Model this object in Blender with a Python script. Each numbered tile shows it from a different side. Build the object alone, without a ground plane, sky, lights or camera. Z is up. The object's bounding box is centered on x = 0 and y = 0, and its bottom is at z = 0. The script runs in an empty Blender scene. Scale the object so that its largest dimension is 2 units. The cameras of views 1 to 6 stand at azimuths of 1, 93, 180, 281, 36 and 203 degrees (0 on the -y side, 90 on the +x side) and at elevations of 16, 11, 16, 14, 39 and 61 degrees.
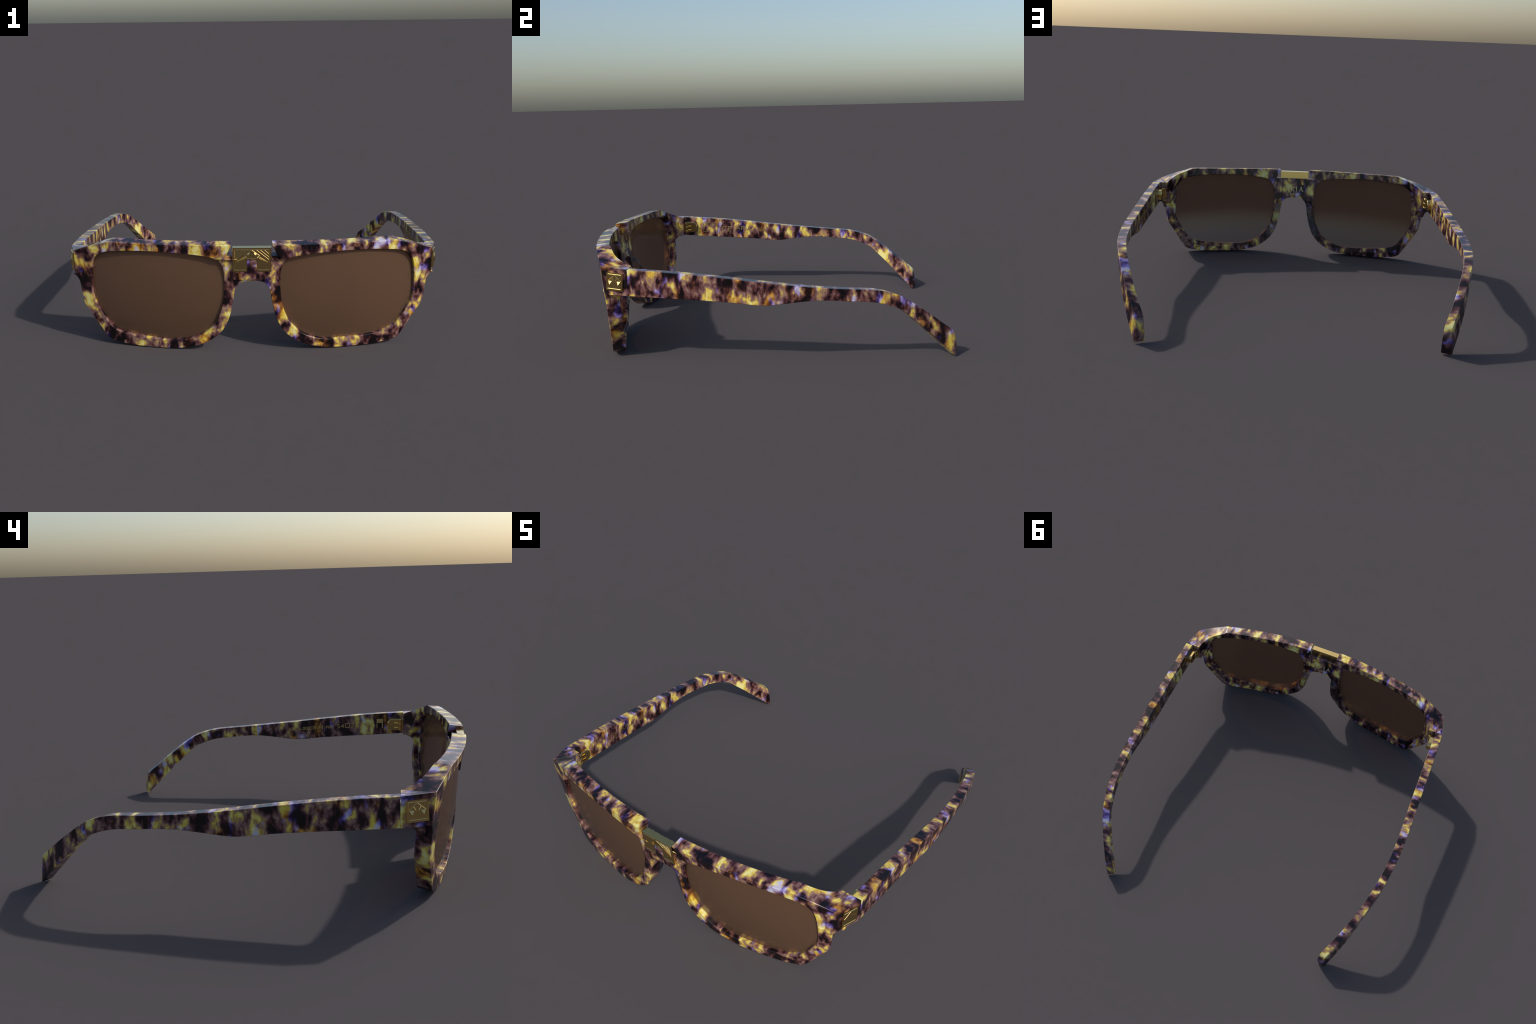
import bpy, bmesh, math
from mathutils import Vector, Matrix

# ------------------------------------------------------------------ helpers
def smooth(a, b, x):
    t = min(1.0, max(0.0, (x - a) / (b - a)))
    return t * t * (3 - 2 * t)

def lerp(a, b, t):
    return tuple(a[i] + (b[i] - a[i]) * t for i in range(len(a)))

def catmull(pts, per=8):
    """Open centripetal-like Catmull-Rom through 2D/3D control points."""
    out = []
    n = len(pts)
    for i in range(n - 1):
        p1, p2 = pts[i], pts[i + 1]
        p0 = pts[i - 1] if i > 0 else tuple(2 * a - b for a, b in zip(p1, p2))
        p3 = pts[i + 2] if i + 2 < n else tuple(2 * b - a for a, b in zip(p1, p2))
        d1 = math.dist(p1, p2)
        d0 = math.dist(p0, p1) or d1
        d2 = math.dist(p2, p3) or d1
        m1 = tuple((p2[k] - p0[k]) / (d0 + d1) * d1 for k in range(len(p1)))
        m2 = tuple((p3[k] - p1[k]) / (d1 + d2) * d1 for k in range(len(p1)))
        for s in range(per):
            t = s / per
            h1 = 2*t**3 - 3*t*t + 1; h2 = t**3 - 2*t*t + t
            h3 = -2*t**3 + 3*t*t; h4 = t**3 - t*t
            out.append(tuple(h1*p1[k] + h2*m1[k] + h3*p2[k] + h4*m2[k] for k in range(len(p1))))
    out.append(tuple(pts[-1]))
    return out

def resample(poly, n):
    """n points along poly (excluding the last one)."""
    L = [0.0]
    for a, b in zip(poly, poly[1:]):
        L.append(L[-1] + math.dist(a, b))
    out = []; j = 0
    for i in range(n):
        d = L[-1] * i / n
        while j < len(poly) - 2 and L[j + 1] < d:
            j += 1
        seg = L[j + 1] - L[j]
        out.append(lerp(poly[j], poly[j + 1], (d - L[j]) / seg if seg > 1e-12 else 0))
    return out

def interp(tab, x):
    if x <= tab[0][0]: return tab[0][1]
    for (x0, y0), (x1, y1) in zip(tab, tab[1:]):
        if x <= x1:
            return y0 + (y1 - y0) * (x - x0) / (x1 - x0)
    return tab[-1][1]

def new_obj(name, verts, faces, mat, parent=None, angle=35, mirror=False):
    if mirror:
        verts = [(-v[0], v[1], v[2]) for v in verts]
        faces = [tuple(reversed(f)) for f in faces]
    me = bpy.data.meshes.new(name)
    me.from_pydata([tuple(v) for v in verts], [], [tuple(f) for f in faces])
    me.validate()
    bm = bmesh.new(); bm.from_mesh(me)
    bmesh.ops.remove_doubles(bm, verts=bm.verts, dist=1e-5)
    bmesh.ops.recalc_face_normals(bm, faces=bm.faces)
    for f in bm.faces: f.smooth = True
    lim = math.radians(angle)
    for e in bm.edges:
        if len(e.link_faces) == 2 and e.calc_face_angle(0) > lim:
            e.smooth = False
    bm.to_mesh(me); bm.free()
    me.materials.append(mat)
    ob = bpy.data.objects.new(name, me)
    bpy.context.scene.collection.objects.link(ob)
    if parent: ob.parent = parent
    return ob

class Geo:
    """A growing vertex / face list."""
    def __init__(self): self.v = []; self.f = []
    def add(self, verts, faces):
        o = len(self.v)
        self.v += [tuple(p) for p in verts]
        self.f += [tuple(i + o for i in f) for f in faces]
    def grid(self, rows, closed_u=False, closed_v=False):
        nu, nv = len(rows), len(rows[0])
        vs = [p for r in rows for p in r]; fs = []
        for i in range(nu if closed_u else nu - 1):
            for j in range(nv if closed_v else nv - 1):
                a, b = i, (i + 1) % nu; c, d = j, (j + 1) % nv
                fs.append((a*nv + c, b*nv + c, b*nv + d, a*nv + d))
        self.add(vs, fs)
    def prism(self, poly, fn, h0, h1, chamfer=0.0):
        """poly: 2D outline; fn(u, v, h) -> 3D point."""
        n = len(poly)
        if chamfer:
            cx = sum(p[0] for p in poly) / n; cy = sum(p[1] for p in poly) / n
            ins = inset(poly, chamfer)
            layers = [(poly, h0), (poly, h1 - chamfer if h1 > h0 else h1 + chamfer), (ins, h1)]
        else:
            layers = [(poly, h0), (poly, h1)]
        vs = [fn(p[0], p[1], h) for pl, h in layers for p in pl]
        fs = []
        for k in range(len(layers) - 1):
            for i in range(n):
                j = (i + 1) % n
                fs.append((k*n + i, k*n + j, (k+1)*n + j, (k+1)*n + i))
        fs.append(tuple(range(n)))
        fs.append(tuple((len(layers)-1)*n + i for i in range(n)))
        self.add(vs, fs)
    def ridge(self, a, b, w, h, fn):
        """low triangular ridge from a to b on a surface given by fn(u, v, height)."""
        dx, dy = b[0]-a[0], b[1]-a[1]; L = math.hypot(dx, dy)
        nx, ny = -dy/L*w/2, dx/L*w/2
        vs = []
        for p in (a, b):
            vs += [fn(p[0]+nx, p[1]+ny, -0.0005), fn(p[0]-nx, p[1]-ny, -0.0005), fn(p[0], p[1], h)]
        self.add(vs, [(0, 1, 2), (3, 5, 4), (0, 3, 4, 1), (1, 4, 5, 2), (2, 5, 3, 0)])

def inset(poly, d):
    n = len(poly)
    area = sum(poly[i][0]*poly[(i+1) % n][1] - poly[(i+1) % n][0]*poly[i][1] for i in range(n))
    s = 1 if area > 0 else -1
    out = []
    for i in range(n):
        p0, p1, p2 = poly[i-1], poly[i], poly[(i+1) % n]
        a = Vector((p1[0]-p0[0], p1[1]-p0[1])).normalized(); b = Vector((p2[0]-p1[0], p2[1]-p1[1])).normalized()
        na = Vector((-a.y, a.x))*s; nb = Vector((-b.y, b.x))*s
        m = na + nb
        k = d / max(0.3, (m.length_squared / 2))
        out.append((p1[0] + m.x*k, p1[1] + m.y*k))
    return out

# ---------------------------------------------------------------- materials
def nd(nt, kind, **kw):
    n = nt.nodes.new(kind)
    for k, v in kw.items():
        if k in n.inputs: n.inputs[k].default_value = v
        else: setattr(n, k, v)
    return n

def ramp(nt, src, stops, interp_mode='LINEAR'):
    r = nt.nodes.new('ShaderNodeValToRGB'); r.color_ramp.interpolation = interp_mode
    el = r.color_ramp.elements
    while len(el) < len(stops): el.new(0.5)
    for e, (p, c) in zip(el, stops):
        e.position = p; e.color = (*c, 1) if len(c) == 3 else c
    nt.links.new(src, r.inputs[0]); return r

def mixc(nt, fac, a, b, blend='MIX'):
    m = nt.nodes.new('ShaderNodeMix'); m.data_type = 'RGBA'; m.blend_type = blend
    if isinstance(fac, (int, float)): m.inputs[0].default_value = fac
    else: nt.links.new(fac, m.inputs[0])
    for s, i in ((a, 6), (b, 7)):
        if isinstance(s, tuple): m.inputs[i].default_value = (*s, 1)
        else: nt.links.new(s, m.inputs[i])
    return m.outputs[2]

def acetate(name, scale, offset):
    """marbled tortoise acetate: soft blurred streaks of black, plum, tan, golden yellow, amber and lavender"""
    m = bpy.data.materials.new(name); m.use_nodes = True
    nt = m.node_tree; b = nt.nodes['Principled BSDF']
    tc = nd(nt, 'ShaderNodeTexCoord')
    mp = nd(nt, 'ShaderNodeMapping'); mp.inputs['Scale'].default_value = scale
    mp.inputs['Location'].default_value = offset
    nt.links.new(tc.outputs['Object'], mp.inputs[0])
    def noise(s, detail, rough, off, dist=0.0):
        ad = nd(nt, 'ShaderNodeVectorMath', operation='ADD'); ad.inputs[1].default_value = off
        nt.links.new(mp.outputs[0], ad.inputs[0])
        n = nd(nt, 'ShaderNodeTexNoise', Scale=s, Detail=detail, Roughness=rough, Distortion=dist)
        nt.links.new(ad.outputs[0], n.inputs['Vector']); return n.outputs[0]
    def madd(a, k, c):
        q = nd(nt, 'ShaderNodeMath', operation='MULTIPLY_ADD'); q.inputs[1].default_value = k
        nt.links.new(a, q.inputs[0])
        if isinstance(c, float): q.inputs[2].default_value = c
        else: nt.links.new(c, q.inputs[2])
        return q.outputs[0]
    v = madd(noise(18, 2.5, 0.5, (0, 0, 0), 0.3), 1.25, -0.205)
    v = madd(noise(56, 3.0, 0.6, (3, 7, 1), 0.3), 0.37, v)
    base = ramp(nt, v, BASE_STOPS, 'EASE')
    am = ramp(nt, noise(12, 1.5, 0.5, (11, 5, 9), 0.3), [(0.59, (0, 0, 0)), (0.69, (0.85, 0.85, 0.85))])
    amber = ramp(nt, v, [(0.44, (0.02, 0.006, 0.003)), (0.54, (0.16, 0.055, 0.012)), (0.64, (0.55, 0.25, 0.02)), (0.76, (0.78, 0.58, 0.08))])
    c = mixc(nt, am.outputs[0], base.outputs[0], amber.outputs[0])
    bl = ramp(nt, noise(19, 1.0, 0.5, (-7, 2, 13), 0.3), [(0.615, (0, 0, 0)), (0.70, (0.9, 0.9, 0.9))])
    blue = ramp(nt, v, [(0.42, (0.006, 0.004, 0.020)), (0.52, (0.045, 0.025, 0.13)), (0.62, (0.22, 0.16, 0.50)), (0.74, (0.55, 0.52, 0.72))])
    c = mixc(nt, bl.outputs[0], c, blue.outputs[0])
    nt.links.new(c, b.inputs['Base Color'])
    b.inputs['Roughness'].default_value = 0.22
    b.inputs['IOR'].default_value = 1.5
    return m
BASE_STOPS = [(0.43, (0.005, 0.003, 0.004)), (0.50, (0.022, 0.008, 0.011)), (0.555, (0.080, 0.028, 0.027)), (0.615, (0.165, 0.078, 0.074)),
              (0.675, (0.27, 0.165, 0.135)), (0.72, (0.42, 0.255, 0.085)), (0.775, (0.70, 0.53, 0.095)), (0.87, (0.80, 0.73, 0.29))]

def gold_mat(name, col, rough):
    m = bpy.data.materials.new(name); m.use_nodes = True
    nt = m.node_tree; b = nt.nodes['Principled BSDF']
    tc = nd(nt, 'ShaderNodeTexCoord')
    n = nd(nt, 'ShaderNodeTexNoise', Scale=60.0, Detail=3.0)
    nt.links.new(tc.outputs['Object'], n.inputs['Vector'])
    r = ramp(nt, n.outputs[0], [(0.3, tuple(x*0.93 for x in col)), (0.7, col)])
    nt.links.new(r.outputs[0], b.inputs['Base Color'])
    b.inputs['Metallic'].default_value = 1.0
    b.inputs['Roughness'].default_value = rough
    return m

def lens_mat():
    m = bpy.data.materials.new('brown_lens'); m.use_nodes = True
    nt = m.node_tree; b = nt.nodes['Principled BSDF']
    tc = nd(nt, 'ShaderNodeTexCoord')
    n = nd(nt, 'ShaderNodeTexNoise', Scale=2.0, Detail=1.0)
    nt.links.new(tc.outputs['Object'], n.inputs['Vector'])
    r = ramp(nt, n.outputs[0], [(0.3, (0.150, 0.088, 0.053)), (0.7, (0.158, 0.093, 0.057))])
    nt.links.new(r.outputs[0], b.inputs['Base Color'])
    b.inputs['Roughness'].default_value = 0.13
    b.inputs['IOR'].default_value = 1.68
    tr = nd(nt, 'ShaderNodeBsdfTransparent'); tr.inputs[0].default_value = (0.84, 0.60, 0.46, 1)
    mx = nd(nt, 'ShaderNodeMixShader'); mx.inputs[0].default_value = 0.36
    nt.links.new(b.outputs[0], mx.inputs[1]); nt.links.new(tr.outputs[0], mx.inputs[2])
    nt.links.new(mx.outputs[0], nt.nodes['Material Output'].inputs[0])
    return m

FRONT = acetate('marbled_acetate_front', (1.0, 0.60, 0.68), (0, 0, 0))
ARM = acetate('marbled_acetate_temple', (0.52, 0.95, 0.58), (4.0, 1.0, 2.0))
GOLD = gold_mat('polished_gold', (0.80, 0.58, 0.22), 0.16)
PRINT = gold_mat('gold_print', (0.62, 0.47, 0.20), 0.38)
FOIL = gold_mat('gold_foil_print', (0.78, 0.66, 0.36), 0.45)
FOIL.node_tree.nodes['Principled BSDF'].inputs['Metallic'].default_value = 0.35
LENS = lens_mat()

# ------------------------------------------------------------- root object
root = bpy.data.objects.new('sunglasses', None)
bpy.context.scene.collection.objects.link(root)
root.empty_display_size = 0.2
root['label'] = 'chunky marbled tortoise sunglasses with brown lenses and gold plates'
root['category'] = 'sunglasses'

# -------------------------------------------------------- frame front shape
TH = 0.069          # acetate thickness
TILT = 0.102        # pantoscopic tilt
def face_y(x, z):   # curved, tilted front surface
    return -0.982 + 0.188 * x * x - TILT * (z - 0.58)
def nrm(x):
    v = Vector((-0.376 * x, 1.0, TILT)); return v.normalized()
def on_front(x, z, depth):
    return Vector((x, face_y(x, z), z)) + nrm(x) * depth

def recess(x, z):   # the bridge lies lower than the brow bars
    x = abs(x)
    if x < 0.147:
        d = (0.104 + (0.586 - z) * (0.147 - 0.104) / (0.586 - 0.512)) - x
        d = max(d, 0.0) if z > 0.512 else max(0.512 - z, 0.0)
    else:
        d = max(0.512 - z, 0.0)
    return 0.014 * smooth(0.0, 0.010, d) * smooth(0.20, 0.34, z) * (1 - smooth(0.17, 0.24, x))

def back_step(x, z, t):   # behind the lens the eye wire is stepped down towards the temples, t = 0 at the lens
    k = smooth(0.32, 0.58, abs(x)) * (1 - smooth(0.47, 0.535, z))
    if t < 0.43: return -0.022 * k
    return 0.002 * k * min(1.0, (1.0 - t) / 0.55)

# outer outline in pieces between corners: (control points, matching eye-wire points)
OUT = [
    [(0, .5245), (.131, .5245)],
    [(.131, .5245), (.104, .586)],
    [(.104, .586), (.24, .5858), (.36, .5846), (.49, .5835), (.62, .5838), (.71, .5838), (.735, .5828)],
    [(.735, .5828), (.7775, .570), (.826, .556), (.876, .540), (.931, .520)],
    [(.931, .520), (.9312, .45), (.9315, .384)],
    [(.9315, .384), (.9185, .367), (.9105, .350), (.907, .325), (.903, .288), (.898, .238)],
    [(.898, .238), (.888, .212), (.863, .1736), (.822, .109), (.790, .058), (.776, .039)],
    [(.776, .039), (.756, .0255), (.724, .0165), (.68, .009), (.638, .0042), (.579, .0018), (.50, .001), (.4445, .0014)],
    [(.4445, .0014), (.414, .003), (.382, .0052), (.315, .0175), (.272, .0315), (.217, .060)],
    [(.217, .060), (.1755, .0937), (.142, .1398), (.1205, .192), (.107, .2405)],
    [(.107, .2405), (.098, .29), (.0924, .330), (.0823, .360)],
    [(.0823, .360), (.060, .3805), (.028, .3895), (0, .3906)],
    [(0, .3906), (0, .5245)],
]
EYE = [(.150, .460), (.163, .487), (.180, .5065), (.196, .5163), (.215, .5225), (.24, .5275), (.31, .5355), (.35, .539),
       (.48, .5445), (.635, .5415), (.733, .531), (.755, .5272), (.788, .5155), (.811, .497), (.827, .472), (.8355, .437),
       (.840, .385), (.8424, .32), (.8412, .272), (.836, .2475), (.826, .226), (.788, .160), (.755, .1125), (.7345, .0945),
       (.71, .0815), (.66, .068), (.62, .0622), (.56, .0560), (.50, .0520), (.455, .0503), (.4115, .0504), (.345, .059),
       (.278, .0825), (.245, .103), (.23, .1155), (.194, .155), (.169, .207), (.157, .247), (.1525, .265), (.146, .319),
       (.1437, .350), (.1434, .372), (.1437, .400), (.1455, .430), (.150, .460)]
ANCH = [(.150, .460), (.163, .487), (.196, .5163), (.733, .531), (.811, .497), (.840, .385), (.836, .2475), (.7345, .0945),
        (.4115, .0504), (.245, .103), (.157, .247), (.1437, .350), (.1437, .400), (.150, .460)]
COUNT = [12, 6, 40, 14, 12, 14, 20, 28, 20, 18, 10, 10, 10]

eye_smooth = catmull(EYE, 8)
def eye_piece(a, b):
    ia = min(range(len(EYE)), key=lambda i: math.dist(EYE[i], a))
    ib = [i for i in range(len(EYE)) if math.dist(EYE[i], b) < 1e-6 and i > ia][0]
    return eye_smooth[ia*8: ib*8 + 1]

outer, inner, tag = [], [], []
for k, (seg, n) in enumerate(zip(OUT, COUNT)):
    outer += resample(catmull(seg, 8), n)
    inner += resample(eye_piece(ANCH[k], ANCH[k+1]), n)
    tag += [k] * n
N = len(outer)
c0 = tag.index(12)                     # first centre-line station (arch top); station 0 closes it (notch)
CEN = set(range(c0, N)) | {0}
TT = [0.12, 0.24, 0.34, 0.42, 0.44, 0.50, 0.58, 0.66, 0.74, 0.82, 0.90]
CH = 0.0024
REB = 0.0

def half_frame(sign):
    g = Geo()
    F, B, WO, WI = [], [], [], []
    for i in range(N):
        o, e = outer[i], inner[i]
        L = math.dist(o, e)
        ts = [CH / L] + TT + [1 - CH / L if i not in CEN else 1.0]
        fr, bk = [], []
        for j, t in enumerate(ts):
            x, z = lerp(e, o, t)
            if j == len(ts) - 1 and i in (0, c0):
                x, z = 0.0, o[1] + (-CH if i == 0 else CH)
            r = recess(x, z)
            fr.append(on_front(x, z, r))
            t0 = REB * smooth(0.30, 0.55, e[0]) / L      # rebate: the opening is wider behind the lens
            tb = t0 + (1 - t0) * t
            xb, zb = (x, z) if j == len(ts) - 1 else lerp(e, o, tb)
            h = back_step(xb, zb, t)
            bk.append(on_front(xb, zb, TH + h))
        F.append(fr); B.append(bk)
        ro, ri = recess(*o), recess(*e)
        k3 = 0.0                       # under the end piece: keep the plate below its top surface
        if tag[i] == 3: k3 = smooth(0, 5, i - tag.index(3))
        if tag[i] == 4: k3 = 1.2 * (1 - smooth(0, 6, i - tag.index(4)))
        if k3 > 0:
            for j in range(len(bk) - 2, len(bk)): bk[j] = bk[j] - Vector((0, 0, 0.016 * k3))
        dz = Vector((0, 0, 0.014 * k3))
        WO.append([fr[-1], on_front(*o, ro + CH), on_front(*o, TH*0.5) - dz, on_front(*o, TH - CH) - dz, bk[-1]])
        hi = back_step(e[0], e[1], 0.0)
        WI.append([fr[0], on_front(*e, ri + CH), on_front(*e, 0.5 * (TH + hi)), on_front(*e, TH + hi - CH), bk[0]])
    g.grid(F, closed_u=True)
    g.grid(B, closed_u=True)
    g.grid(WI, closed_u=True)
    g.grid([WO[i] for i in range(0, c0 + 1)])
    if sign < 0:
        g.v = [(-p[0], p[1], p[2]) for p in g.v]
        g.f = [tuple(reversed(f)) for f in g.f]
    return g

def end_block(sign):
    """end piece that wraps back from the brow to the hinge"""
    g = Geo()
    back = catmull([(.716, -.8118, .5893), (.742, -.799, .5790), (.78, -.783, .566), (.82, -.757, .549), (.85, -.722, .531), (.871, -.674, .5112)], 6)
    front = resample(catmull(OUT[3], 8), len(back) - 1) + [OUT[3][-1]]
    rows = []
    n = len(back)
    zb_tab = [(.70, .556), (.735, .552), (.77, .540), (.80, .525), (.822, .500), (.835, .465), (.845, .40), (.848, .380), (.98, .380)]
    for i in range(n):
        fx, fz = front[i]
        f = on_front(fx, fz, CH); f = Vector((f.x + 0.0004, f.y, f.z + 0.0004))
        b = Vector(back[i])
        zf = max(interp(zb_tab, f.x) , 0.0); zb = interp(zb_tab, b.x)
        top = [f.lerp(b, s/6) for s in range(7)]
        top = [Vector((p.x, p.y, p.z)) for p in top]
        # rounded edges on the back corner
        low = Vector((b.x, b.y, zb)); lowf = Vector((f.x - 0.004 if i < n-1 else f.x, f.y + 0.012, zf if i < n-1 else 0.383))
        wall = [b.lerp(low, s/6) for s in range(1, 7)]
        under = [low.lerp(lowf, s/4) for s in range(1, 5)]
        rows.append(top + wall + under)
    g.grid(rows)
    # first cap (hidden in the brow)
    g.add(rows[0], [tuple(range(len(rows[0])))])
    # outer side: triangle-like piece out to the back outer corner
    f, b = rows[-1][0], rows[-1][6]
    lowb, lowf = rows[-1][12], rows[-1][16]
    o_t = Vector((.971, -.674, .5105)); o_b = Vector((.9715, -.674, .3785))
    ch = 0.003
    g.add([f, b, o_t], [(0, 2, 1)])
    g.add([lowb, lowf, o_b], [(0, 1, 2)])
    g.add([f, o_t, o_b, lowf], [(0, 1, 2, 3)])
    g.add([b, lowb, o_b, o_t], [(0, 1, 2, 3)])
    if sign < 0:
        g.v = [(-p[0], p[1], p[2]) for p in g.v]
        g.f = [tuple(reversed(q)) for q in g.f]
    return g

def end_fillet(sign):
    """concave web between the end piece and the rim below it"""
    g = Geo()
    prof = catmull([(.3815, -.694, .948), (.3770, -.703, .938), (.3690, -.718, .9255), (.3580, -.731, .9155), (.3450, -.739, .9098), (.3250, -.744, .9050)], 4)
    rows = []
    for z, yb, xo in prof:
        n = nrm(.9)
        row = []
        for k in range(6):
            y = yb + (-.775 - yb) * k / 5
            row.append(Vector((xo + (y + .80) * .012, y, z)))
        rows.append([Vector((.853, -.775, z)), Vector((.853, yb - .002, z)), Vector((.853 + (xo - .853) * .5, yb, z))] + row)
    g.grid(rows, closed_v=True)
    g.add(rows[0], [tuple(range(len(rows[0])))]); g.add(rows[-1], [tuple(range(len(rows[0])))])
    if sign < 0:
        g.v = [(-p[0], p[1], p[2]) for p in g.v]
        g.f = [tuple(reversed(q)) for q in g.f]
    return g

fg = Geo()
for s in (1, -1):
    h = half_frame(s); fg.add(h.v, h.f)
frame = new_obj('frame_front', fg.v, fg.f, FRONT, root, angle=28)
for s in (1, -1):
    h = end_block(s); k = end_fillet(s); h.add(k.v, k.f)
    new_obj('end_piece', h.v, h.f, FRONT, frame, angle=30)

# --------------------------------------------------------------- bridge block
def plate_pt(u, v, h):          # u = x, v = z, h = height in front of plate face
    y = -0.9606 - 0.1038 * (v - 0.402)
    return Vector((u, y - h * 0.9946, v - h * 0.1032 * 0))
g = Geo()
HW = 0.0972
g.prism([(-HW, .402), (HW, .402), (HW, .4445), (.0243, .4445), (.0243, .5085), (-.0243, .5085), (-.0243, .4445), (-HW, .4445)],
        plate_pt, -0.05, -0.0012)
new_obj('bridge_block', g.v, g.f, FRONT, frame, angle=30)

# ---------------------------------------------------------------- bridge plate
g = Geo()
X0, X1, Z0, Z1 = -HW, HW, .4452, .5748
g.prism([(X0, Z0), (-.0250, Z0), (-.0250, .5100), (.0250, .5100), (.0250, Z0), (X1, Z0), (X1, Z1), (X0, Z1)], plate_pt, -0.036, 0.0, chamfer=0.0012)
def bp(px, py):                 # motif coordinates: 0..1 across, 0..1 down
    return (X0 + (X1 - X0) * px, Z1 - (Z1 - Z0) * py)
lines = [((.055, .09), (.055, .90)), ((.945, .09), (.945, .90)), ((.055, .09), (.945, .09)),
         ((.05, .925), (.34, .925)), ((.66, .925), (.95, .925)), ((.355, .46), (.355, .90)), ((.645, .46), (.645, .90)), ((.345, .435), (.655, .435))]
for s in (0, 1):
    f = (lambda p: p) if s == 0 else (lambda p: (1 - p[0], p[1]))
    for a, b in [((.055, .27), (.175, .10)), ((.06, .39), (.29, .085)), ((.06, .50), (.385, .085)), ((.50, .095), (.30, .33))]:
        lines.append((f(a), f(b)))
for a, b in lines:
    g.ridge(bp(*a), bp(*b), 0.0042, 0.0016, plate_pt)
for s in (1, -1):               # roof wings and keystone facets
    def w(px, py, s=s): return bp(.5 + s * (px - .5), py)
    def facet(pts, hs):
        n = len(pts)
        vs = [plate_pt(*w(*p), -0.0004) for p in pts] + [plate_pt(*w(*p), h) for p, h in zip(pts, hs)]
        g.add(vs, [tuple(range(n)), tuple(range(n, 2*n))] + [(i, (i+1) % n, n + (i+1) % n, n + i) for i in range(n)])
    facet([(.07, .605), (.29, .365), (.325, .44), (.11, .68)], [.0002, .0002, .0040, .0030])
    facet([(.30, .33), (.335, .275), (.375, .385), (.345, .405)], [.0002, .0002, .0050, .0050])
    facet([(.375, .25), (.435, .175), (.445, .25), (.395, .30)], [.0002, .0002, .0050, .0046])
    facet([(.41, .30), (.45, .25), (.455, .40), (.42, .40)], [.0022, .0024, .0010, .0010])
    facet([(.46, .17), (.497, .13), (.497, .40), (.465, .40)], [.0006, .0010, .0016, .0016])
new_obj('bridge_plate', g.v, g.f, GOLD, frame, angle=20)

# ------------------------------------------------------------------ side plates
def side_plates():
    A = Vector((.9417, -.781, .4974)); Bk = Vector((.9691, -.6932, .4917))
    Lo = Vector((.9429, -.7879, .4066))
    U = (Bk - A); V = (Lo - A)
    nn = U.cross(V).normalized()
    if nn.x < 0: nn = -nn
    A = A - nn * 0.0005
    def fn(u, v, h): return A + U * u + V * v + nn * h
    g = Geo()
    g.prism([(0, 0), (1, 0), (1, 1), (0, 1)], fn, -0.006, 0.0025)
    top = lambda u, v, h: fn(u, v, h + 0.0025)
    Wd = U.length
    def rid(a, b, w, h):        # ridge in normalised coordinates
        dx, dy = b[0]-a[0], b[1]-a[1]; L = math.hypot(dx, dy)
        nx, ny = -dy/L*w/2, dx/L*w/2
        vs = []
        for p in (a, b):
            vs += [top(p[0]+nx, p[1]+ny, -.0005), top(p[0]-nx, p[1]-ny, -.0005), top(p[0], p[1], h)]
        g.add(vs, [(0, 1, 2), (3, 5, 4), (0, 3, 4, 1), (1, 4, 5, 2), (2, 5, 3, 0)])
    for a, b in [((.1, .1), (.9, .1)), ((.1, .9), (.9, .9))]:
        rid(a, b, .075, .0017)
    for a, b in [((.1, .1), (.1, .9)), ((.9, .1), (.9, .9))]:
        rid(a, b, .05, .0012)
    for a, b in [((.5, .13), (.12, .47)), ((.5, .13), (.88, .47)), ((.33, .29), (.42, .46)), ((.67, .29), (.58, .46))]:
        rid(a, b, .05, .0014)
    for c in (.24, .76):
        p = [(c - .105, .47), (c + .105, .47), (c, .66)]
        vs = [top(*q, -.0004) for q in p] + [top(p[0][0], p[0][1], .0003), top(p[1][0], p[1][1], .0003), top(p[2][0], p[2][1], .0070)]
        g.add(vs, [(0, 1, 2), (3, 5, 4), (0, 1, 4, 3), (1, 2, 5, 4), (2, 0, 3, 5)])
    return g
for m in (False, True):
    g = side_plates()
    new_obj('emblem_plate', g.v, g.f, GOLD, frame, angle=20, mirror=m)

# -------------------------------------------------------------------------- lenses
LD0, LD1 = 0.001, 0.022
def lens_geo():
    """curved lens seated in the eye wire, slightly larger than the opening"""
    loop = resample(eye_smooth, 160)
    cx = sum(p[0] for p in loop) / 160; cz = sum(p[1] for p in loop) / 160
    big = []
    for p in loop:
        d = math.hypot(p[0]-cx, p[1]-cz); k = (d + 0.006) / d
        big.append((cx + (p[0]-cx)*k, cz + (p[1]-cz)*k))
    def pos(x, z, dep):
        s = 0.15 * (x - 0.53) ** 2 + 0.30 * (z - 0.30) ** 2
        return on_front(x, z, dep + s)
    g = Geo()
    for dep in (LD0, LD1):
        rows = [[pos(*lerp((cx, cz), p, t), dep) for p in big] for t in (0.02, .15, .3, .45, .6, .72, .84, .93, 1.0)]
        g.grid(rows, closed_v=True)
        g.add([pos(cx, cz, dep)] + rows[0], [(0, i + 1, (i + 1) % 160 + 1) for i in range(160)])
    g.grid([[pos(*p, LD0) for p in big], [pos(*p, LD1) for p in big]], closed_v=True)
    return g
for m in (False, True):
    g = lens_geo()
    new_obj('lens', g.v, g.f, LENS, root, angle=40, mirror=m)

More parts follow.
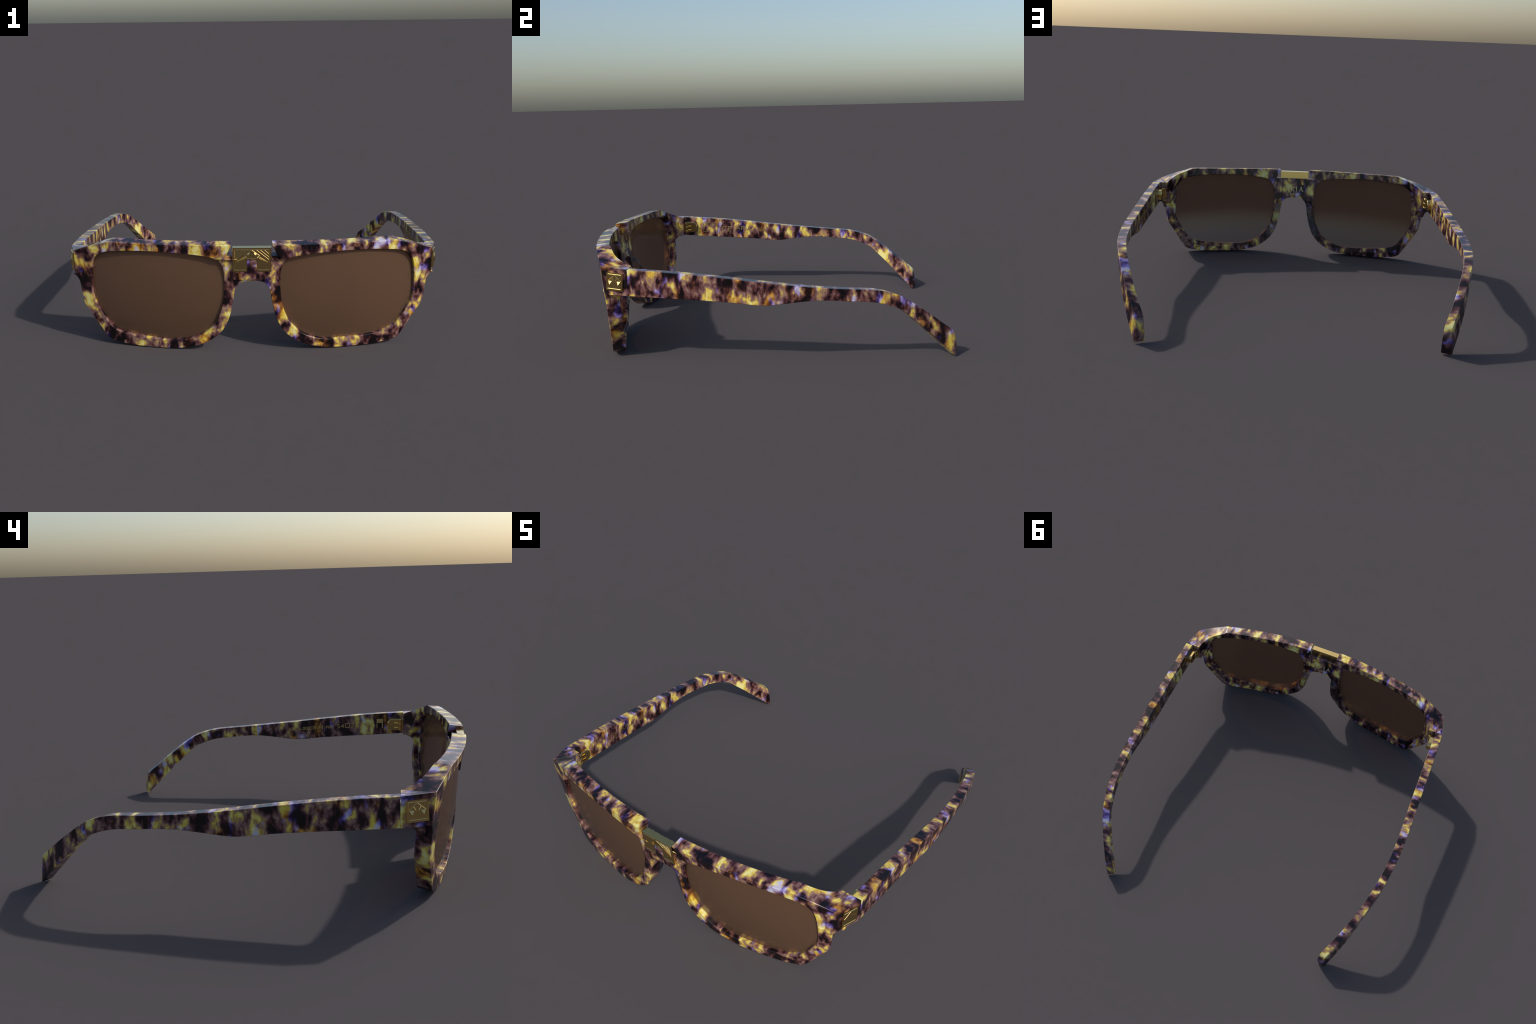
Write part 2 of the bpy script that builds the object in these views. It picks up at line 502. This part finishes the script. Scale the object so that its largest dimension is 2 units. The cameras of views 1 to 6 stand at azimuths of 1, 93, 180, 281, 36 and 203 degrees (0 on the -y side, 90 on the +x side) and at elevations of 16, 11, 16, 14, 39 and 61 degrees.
# ----------------------------------------------------------------------- nose pads
def pad_geo():
    """clear pad bowing out behind the nose side of the eye wire"""
    prof = catmull([(.3665, -.004), (.3645, .010), (.3560, .030), (.3430, .044), (.3226, .055), (.3030, .0610), (.275, .062), (.245, .056),
                    (.215, .044), (.185, .0305), (.160, .018), (.140, .008), (.120, .001), (.105, -.004)], 4)
    noseline = [(.10, .170), (.1398, .142), (.192, .1205), (.2405, .107), (.29, .098), (.33, .0924), (.36, .0845), (.37, .083)]
    rows = []
    NW = 10
    for z, d in prof:
        w = 0.045
        x0 = interp(noseline, z) + 0.0006
        row = []
        for s in range(NW + 1):
            u = s / NW
            dome = (1 - abs(2*u - 1) ** 4) * 0.35 + 0.65 - 0.18 * u
            row.append(on_front(x0 + w*u, z, TH + (0.92 * d * dome if d > 0 else d)))
        row.append(on_front(x0 + w, z, TH - 0.005)); row.append(on_front(x0, z, TH - 0.005))
        rows.append(row)
    g = Geo(); g.grid(rows, closed_v=True)
    n = len(rows[0])
    g.add(rows[0], [tuple(range(n))]); g.add(rows[-1], [tuple(range(n))])
    return g
def clear_mat():
    m = bpy.data.materials.new('clear_plastic'); m.use_nodes = True
    nt = m.node_tree; b = nt.nodes['Principled BSDF']
    tc = nd(nt, 'ShaderNodeTexCoord')
    n = nd(nt, 'ShaderNodeTexNoise', Scale=6.0)
    nt.links.new(tc.outputs['Object'], n.inputs['Vector'])
    r = ramp(nt, n.outputs[0], [(0.3, (0.93, 0.93, 0.92)), (0.7, (0.96, 0.96, 0.95))])
    nt.links.new(r.outputs[0], b.inputs['Base Color'])
    b.inputs['Roughness'].default_value = 0.04
    b.inputs['IOR'].default_value = 1.45
    b.inputs['Transmission Weight'].default_value = 1.0
    return m
CLEAR = clear_mat()
for m in (False, True):
    g = pad_geo()
    new_obj('nose_pad', g.v, g.f, CLEAR, root, angle=60, mirror=m)

# ------------------------------------------------------------------------- temples
# outer edge in plan (y -> x), top edge (y -> z), bottom edge (y -> z)
PLAN = catmull([(-.6725, .9712), (-.45, .9808), (-.2, .9897), (.05, .9981), (.16, .9995), (.25, .9979), (.42, .9831), (.55, .960), (.68, .924), (.82, .8657), (.945, .800), (.99, .776)], 10)
TOP = catmull([(-.6725, .5100), (-.45, .4941), (-.2, .4680), (.05, .4376), (.25, .4172), (.42, .4036), (.49, .3990), (.55, .3925), (.61, .3785), (.68, .3520), (.75, .3060), (.82, .2540), (.90, .1890), (.945, .1530)], 8)
BOT = catmull([(-.6725, .3783), (-.45, .3635), (-.3, .3538), (-.15, .3420), (-.07, .3325), (-.02, .3280), (.03, .3285), (.10, .3360), (.17, .3440), (.24, .3495), (.32, .3495), (.45, .3400), (.52, .3345), (.57, .3250), (.62, .3090), (.68, .2830), (.74, .2320), (.82, .1570), (.90, .0760), (.955, .0185)], 8)
def plan_at(y): return interp(PLAN, y)
def plan_n(y):
    d = (plan_at(y + .01) - plan_at(y - .01)) / .02 if -.66 < y < .97 else (plan_at(min(y, .985) + .004) - plan_at(min(y, .985) - .02)) / .024
    v = Vector((1.0, -d, 0.0)).normalized(); return v
def thick(y): return interp([(-.7, .048), (-.45, .0515), (-.2, .0545), (.1, .0525), (.4, .0495), (.7, .0440), (1.0, .0405)], y)

def temple_geo():
    # matched stations on top and bottom edges; the tip ends in a slanted rounded cap
    NS = 110
    tp = resample(TOP, NS); bt = resample(BOT, NS)
    # keep stations roughly square: re-pair bottom by arc fraction
    tp += [(.945, .1530), (.9575, .1420), (.9640, .1330), (.9690, .1200), (.9740, .0980), (.9780, .0720), (.9805, .0480), (.9812, .0260), (.9800, .0130), (.9765, .0060)]
    bt += [(.955, .0185), (.9585, .0150), (.9605, .0130), (.9630, .0105), (.9655, .0082), (.9675, .0065), (.9690, .0052), (.9700, .0044), (.9710, .0040), (.9725, .0040)]
    c = 0.0022
    rows = []
    for a, b in zip(tp, bt):
        row = []
        # four corners, chamfered: outer-top, outer-bottom, inner-bottom, inner-top
        H = math.dist(a, b)
        k = min(0.3, c / max(H, 1e-4))
        def P(yz, inn):
            y, z = yz
            n = plan_n(y); t = thick(y)
            low = smooth(0, 1, min(1.0, max(0.0, (a[1] - z) / max(a[1] - b[1], 1e-5)))) if a[1] > b[1] else 0
            fl = smooth(.62, .92, y) * low           # the blade flares towards its lower edge near the tip
            q = Vector((plan_at(y), y, z)) - n * (t * inn) + n * fl * (0.013 * (1 - inn) - 0.003 * inn)
            q = q - n * (0.004 * low * (1 - inn) * smooth(-.6, -.3, y) * (1 - smooth(.3, .6, y)))
            return q
        kin = c / 0.05
        at = lerp(a, b, k); bb = lerp(b, a, k)
        pts = [(a, 1 - kin), (a, .5), (a, kin), (at, 0), (lerp(a, b, .33), 0), (lerp(a, b, .66), 0), (bb, 0), (b, kin), (b, .5), (b, 1 - kin), (bb, 1), (lerp(a, b, .66), 1), (lerp(a, b, .33), 1), (at, 1)]
        rows.append([P(*p) for p in pts])
    g = Geo(); g.grid(rows, closed_v=True)
    n = len(rows[0])
    g.add(rows[0], [tuple(range(n))]); g.add(rows[-1], [tuple(range(n))])
    return g

def on_inner(y, z, h):   # point on the inner wall of a temple (x > 0 side), h = height off it
    n = plan_n(y); t = thick(y)
    # y given is the inner-surface y: shift
    return Vector((plan_at(y), y, z)) - n * (t + h)

temples = []
for m in (False, True):
    g = temple_geo()
    temples.append(new_obj('temple', g.v, g.f, ARM, root, angle=24, mirror=m))

# -------------------------------------------------------------------------- hinges
def hinge_geo():
    g = Geo()
    X_IN, X_OUT = .895, .928
    # D-shaped leaf in the (y, z) plane
    ya, yb, z0, z1 = -.659, -.5785, .4025, .4725
    r = (z1 - z0) / 2 * 0.98
    poly = [(ya, z0), (yb - r*.8, z0)] + [(yb - r*.8 + r*.8*math.sin(t), (z0+z1)/2 - (z1-z0)/2*math.cos(t)) for t in [math.pi*i/14 for i in range(1, 14)]] + [(yb - r*.8, z1), (ya, z1)]
    fn = lambda y, z, x: Vector((x + (y + .66) * .025, y, z))
    g.prism(poly, fn, X_OUT, X_IN, chamfer=0.003)
    # knuckle barrels
    zs = [z0 + (z1 - z0) * k / 5 for k in range(6)]
    for k in range(5):
        cx, cy, R = .9005, -.6605, .0165 if k % 2 == 0 else .0150
        a = zs[k] + .0008; b = zs[k+1] - .0008
        circ = [(cx + R*math.cos(2*math.pi*i/24), cy + R*math.sin(2*math.pi*i/24)) for i in range(24)]
        g.prism(circ, lambda x, y, z: Vector((x, y, z)), a, b, chamfer=0.0012)
        if k % 2 == 1:      # arm of the fixed leaf into the end piece
            g.prism([(cx - .012, -.685), (cx + .016, -.685), (cx + .016, -.656), (cx - .012, -.656)], lambda x, y, z: Vector((x, y, z)), a, b)
    # anchor plate on the end piece
    g.prism([(.879, z0 + .002), (.925, z0 + .002), (.925, z1 - .002), (.879, z1 - .002)], lambda x, z, y: Vector((x, y, z)), -.680, -.6725)
    return g
def hinge_rivets():
    g = Geo()
    for zc in (.4516, .4240):
        p = [(-.644, zc - .005), (-.620, zc - .005), (-.620, zc + .005), (-.644, zc + .005)]
        # sunken slot read as a small stepped frame
        fn = lambda y, z, x: Vector((x + (y + .66) * .025, y, z))
        n = 4; q = inset(p, 0.003)
        vs = [fn(*a, .8945) for a in p] + [fn(*a, .8985) for a in q]
        g.add(vs, [(0, 1, 5, 4), (1, 2, 6, 5), (2, 3, 7, 6), (3, 0, 4, 7), (4, 5, 6, 7)])
    return g
def screw_geo():
    g = Geo()
    circ = [(.899 + .0115*math.cos(2*math.pi*i/24), -.6605 + .0115*math.sin(2*math.pi*i/24)) for i in range(24)]
    g.prism(circ, lambda x, y, z: Vector((x, y, z)), .470, .4748, chamfer=0.0012)
    return g
DARKGOLD = gold_mat('shaded_gold', (0.34, 0.20, 0.04), 0.35)
for m, t in ((False, temples[0]), (True, temples[1])):
    g = hinge_geo(); h = new_obj('hinge', g.v, g.f, GOLD, t, angle=30, mirror=m)
    # cut the two slots into the leaf
    cut = Geo()
    for zc in (.4516, .4240):
        cut.prism([(-.644, zc - .0055), (-.620, zc - .0055), (-.620, zc + .0055), (-.644, zc + .0055)], lambda y, z, x: Vector((x, y, z)), .880, .9065)
    co = new_obj('slot_cutter', cut.v, cut.f, GOLD, None, mirror=m)
    mod = h.modifiers.new('slots', 'BOOLEAN'); mod.object = co; mod.operation = 'DIFFERENCE'; mod.solver = 'EXACT'
    dg = bpy.context.evaluated_depsgraph_get()
    me = bpy.data.meshes.new_from_object(h.evaluated_get(dg))
    h.modifiers.clear(); h.data = me
    bm = bmesh.new(); bm.from_mesh(me)
    for e in bm.edges: e.smooth = not (len(e.link_faces) == 2 and e.calc_face_angle(0) > 0.5)
    for f in bm.faces: f.smooth = len(f.verts) == 4 and f.calc_area() < 2e-4
    bm.to_mesh(me); bm.free()
    bpy.data.objects.remove(co)
    g = screw_geo(); new_obj('screw', g.v, g.f, GOLD, t, angle=30, mirror=m)

# ----------------------------------------------------------------------- lettering
def text_mesh(body, size):
    cu = bpy.data.curves.new('lettering', 'FONT'); cu.body = body; cu.size = size
    cu.extrude = 0.5; cu.resolution_u = 4
    ob = bpy.data.objects.new('lettering', cu); bpy.context.scene.collection.objects.link(ob)
    dg = bpy.context.evaluated_depsgraph_get()
    me = ob.evaluated_get(dg).to_mesh()
    vs = [v.co.copy() for v in me.vertices]; fs = [tuple(p.vertices) for p in me.polygons]
    ob.evaluated_get(dg).to_mesh_clear()
    bpy.data.objects.remove(ob); bpy.data.curves.remove(cu)
    return vs, fs

def fit_text(g, body, y0, y1, z0, z1, slope, fn):
    """fit a line of text in a box that runs from y0 to y1 (either direction)"""
    vs, fs = text_mesh(body, 1.0)
    xa = min(v.x for v in vs); xb = max(v.x for v in vs); za = min(v.y for v in vs); zb = max(v.y for v in vs)
    out = []
    for v in vs:
        u = (v.x - xa) / (xb - xa); w = (v.y - za) / (zb - za)
        y = y0 + (y1 - y0) * u
        out.append(fn(y, z0 + (z1 - z0) * w + slope * (y - y0), 0.0016 if v.z > 0 else -0.001))
    g.add(out, fs)

SL = -0.085      # fall of the temple towards the tip
# inside of the +x temple
g = Geo()
fit_text(g, 'ARCA-00003NFT-NR', .052, -.235, .3795, .4015, SL, on_inner)
fit_text(g, '54', -.2640, -.3080, .4045, .4290, SL, on_inner)
fit_text(g, '21-140', -.3530, -.4700, .4115, .4375, SL, on_inner)
for a, b in (((-.316, .409), (-.342, .411)), ((-.342, .411), (-.342, .436)), ((-.342, .436), (-.316, .434)), ((-.316, .434), (-.316, .409))):
    dx, dz = b[0]-a[0], b[1]-a[1]; L = math.hypot(dx, dz); ex, ez = dx/L*.0022, dz/L*.0022
    nx, nz = -dz/L*.0022, dx/L*.0022
    g.prism([(a[0]-ex+nx, a[1]-ez+nz), (b[0]+ex+nx, b[1]+ez+nz), (b[0]+ex-nx, b[1]+ez-nz), (a[0]-ex-nx, a[1]-ez-nz)], on_inner, -.001, .0016)
g.prism([(-.513, .4085), (-.518, .4085), (-.518, .441), (-.545, .4425), (-.547, .4105), (-.5525, .4105), (-.5510, .468), (-.513, .466)], on_inner, -.001, .0016)
lt = new_obj('lettering', g.v, g.f, PRINT, temples[0], angle=20)
# inside of the -x temple (mirrored surface)
g = Geo()
fit_text(g, 'CE', -.405, -.335, .403, .442, SL, on_inner)
fit_text(g, 'ARIA', -.302, -.188, .4120, .4400, SL, on_inner)
fit_text(g, '008', -.142, -.092, .3990, .4180, SL, on_inner)
def stroke(g, a, b, w, fn, h=0.0016):
    dx, dz = b[0]-a[0], b[1]-a[1]; L = math.hypot(dx, dz); nx, nz = -dz/L*w/2, dx/L*w/2
    g.prism([(a[0]+nx, a[1]+nz), (b[0]+nx, b[1]+nz), (b[0]-nx, b[1]-nz), (a[0]-nx, a[1]-nz)], fn, -.001, h)
def lg(u, v): return (-.537 + .103*u, .4655 - .065*v - .002*u)
for a, b in [((0, 0), (1, 0)), ((0, 0), (0, 1)), ((1, 0), (1, 1)), ((0, 1), (.3, 1)), ((.7, 1), (1, 1)), ((.3, .42), (.3, 1)), ((.7, .42), (.7, 1)), ((.3, .42), (.7, .42)),
             ((0, .22), (.2, 0)), ((0, .34), (.32, 0)), ((0, .46), (.44, 0)), ((1, .22), (.8, 0)), ((1, .34), (.68, 0)), ((1, .46), (.56, 0)), ((.5, .1), (.35, .4)), ((.5, .1), (.65, .4))]:
    stroke(g, lg(*a), lg(*b), .0022, on_inner)
new_obj('lettering', g.v, g.f, PRINT, temples[1], angle=20, mirror=True)

# back of the bridge: serif capitals, small line below, two pins above
g = Geo()
def back_pt(x, z, h): return on_front(x, z, TH + h)
def glyph(ch, cx, zb, w, hgt):
    """thick-and-thin roman capitals, drawn as seen from behind (x runs right to left)"""
    X = lambda u: cx - (u - .5) * w
    Z = lambda v: zb + v * hgt
    def st(a, b, t): stroke(g, (X(a[0]), Z(a[1])), (X(b[0]), Z(b[1])), t, back_pt, .0018)
    th, tn = .0052, .0028
    if ch == 'A':
        st((.02, 0), (.5, 1), tn); st((.94, 0), (.47, 1), th); st((.22, .36), (.78, .36), tn * .8)
        st((-.1, .02), (.18, .02), tn * .7); st((.74, .02), (1.12, .02), tn * .7)
    elif ch == 'I':
        st((.5, 0), (.5, 1), th); st((.15, .02), (.85, .02), tn * .7); st((.15, .98), (.85, .98), tn * .7)
    elif ch == 'R':
        st((.2, 0), (.2, 1), th); st((.0, .02), (.42, .02), tn * .7); st((.0, .97), (.6, .97), tn * .8)
        st((.55, .97), (.74, .84), tn * 1.2); st((.74, .86), (.74, .62), th * .9); st((.74, .64), (.55, .5), tn * 1.2); st((.2, .5), (.6, .5), tn)
        st((.48, .5), (.98, 0), th)
for ch, cx, w in (('A', .0495, .026), ('R', .0125, .0235), ('I', -.0175, .012), ('A', -.0500, .026)):
    glyph(ch, cx, .4345, w, .0335)
vs, fs = text_mesh('N O I R', 1.0)
xa = min(v.x for v in vs); xb = max(v.x for v in vs); za = min(v.y for v in vs); zb = max(v.y for v in vs)
g.add([back_pt(.0265 - .053 * (v.x - xa)/(xb - xa), .4095 + .0105 * (v.y - za)/(zb - za), .0016 if v.z > 0 else -.001) for v in vs], fs)
new_obj('lettering', g.v, g.f, FOIL, frame, angle=20)
for s in (1, -1):
    g = Geo()
    ring = [(.060*s + .0062*math.cos(2*math.pi*i/20), .4880 + .0062*math.sin(2*math.pi*i/20)) for i in range(20)]
    g.prism(ring, back_pt, -.004, .0015, chamfer=.0008)
    new_obj('pin', g.v, g.f, GOLD, frame, angle=30)
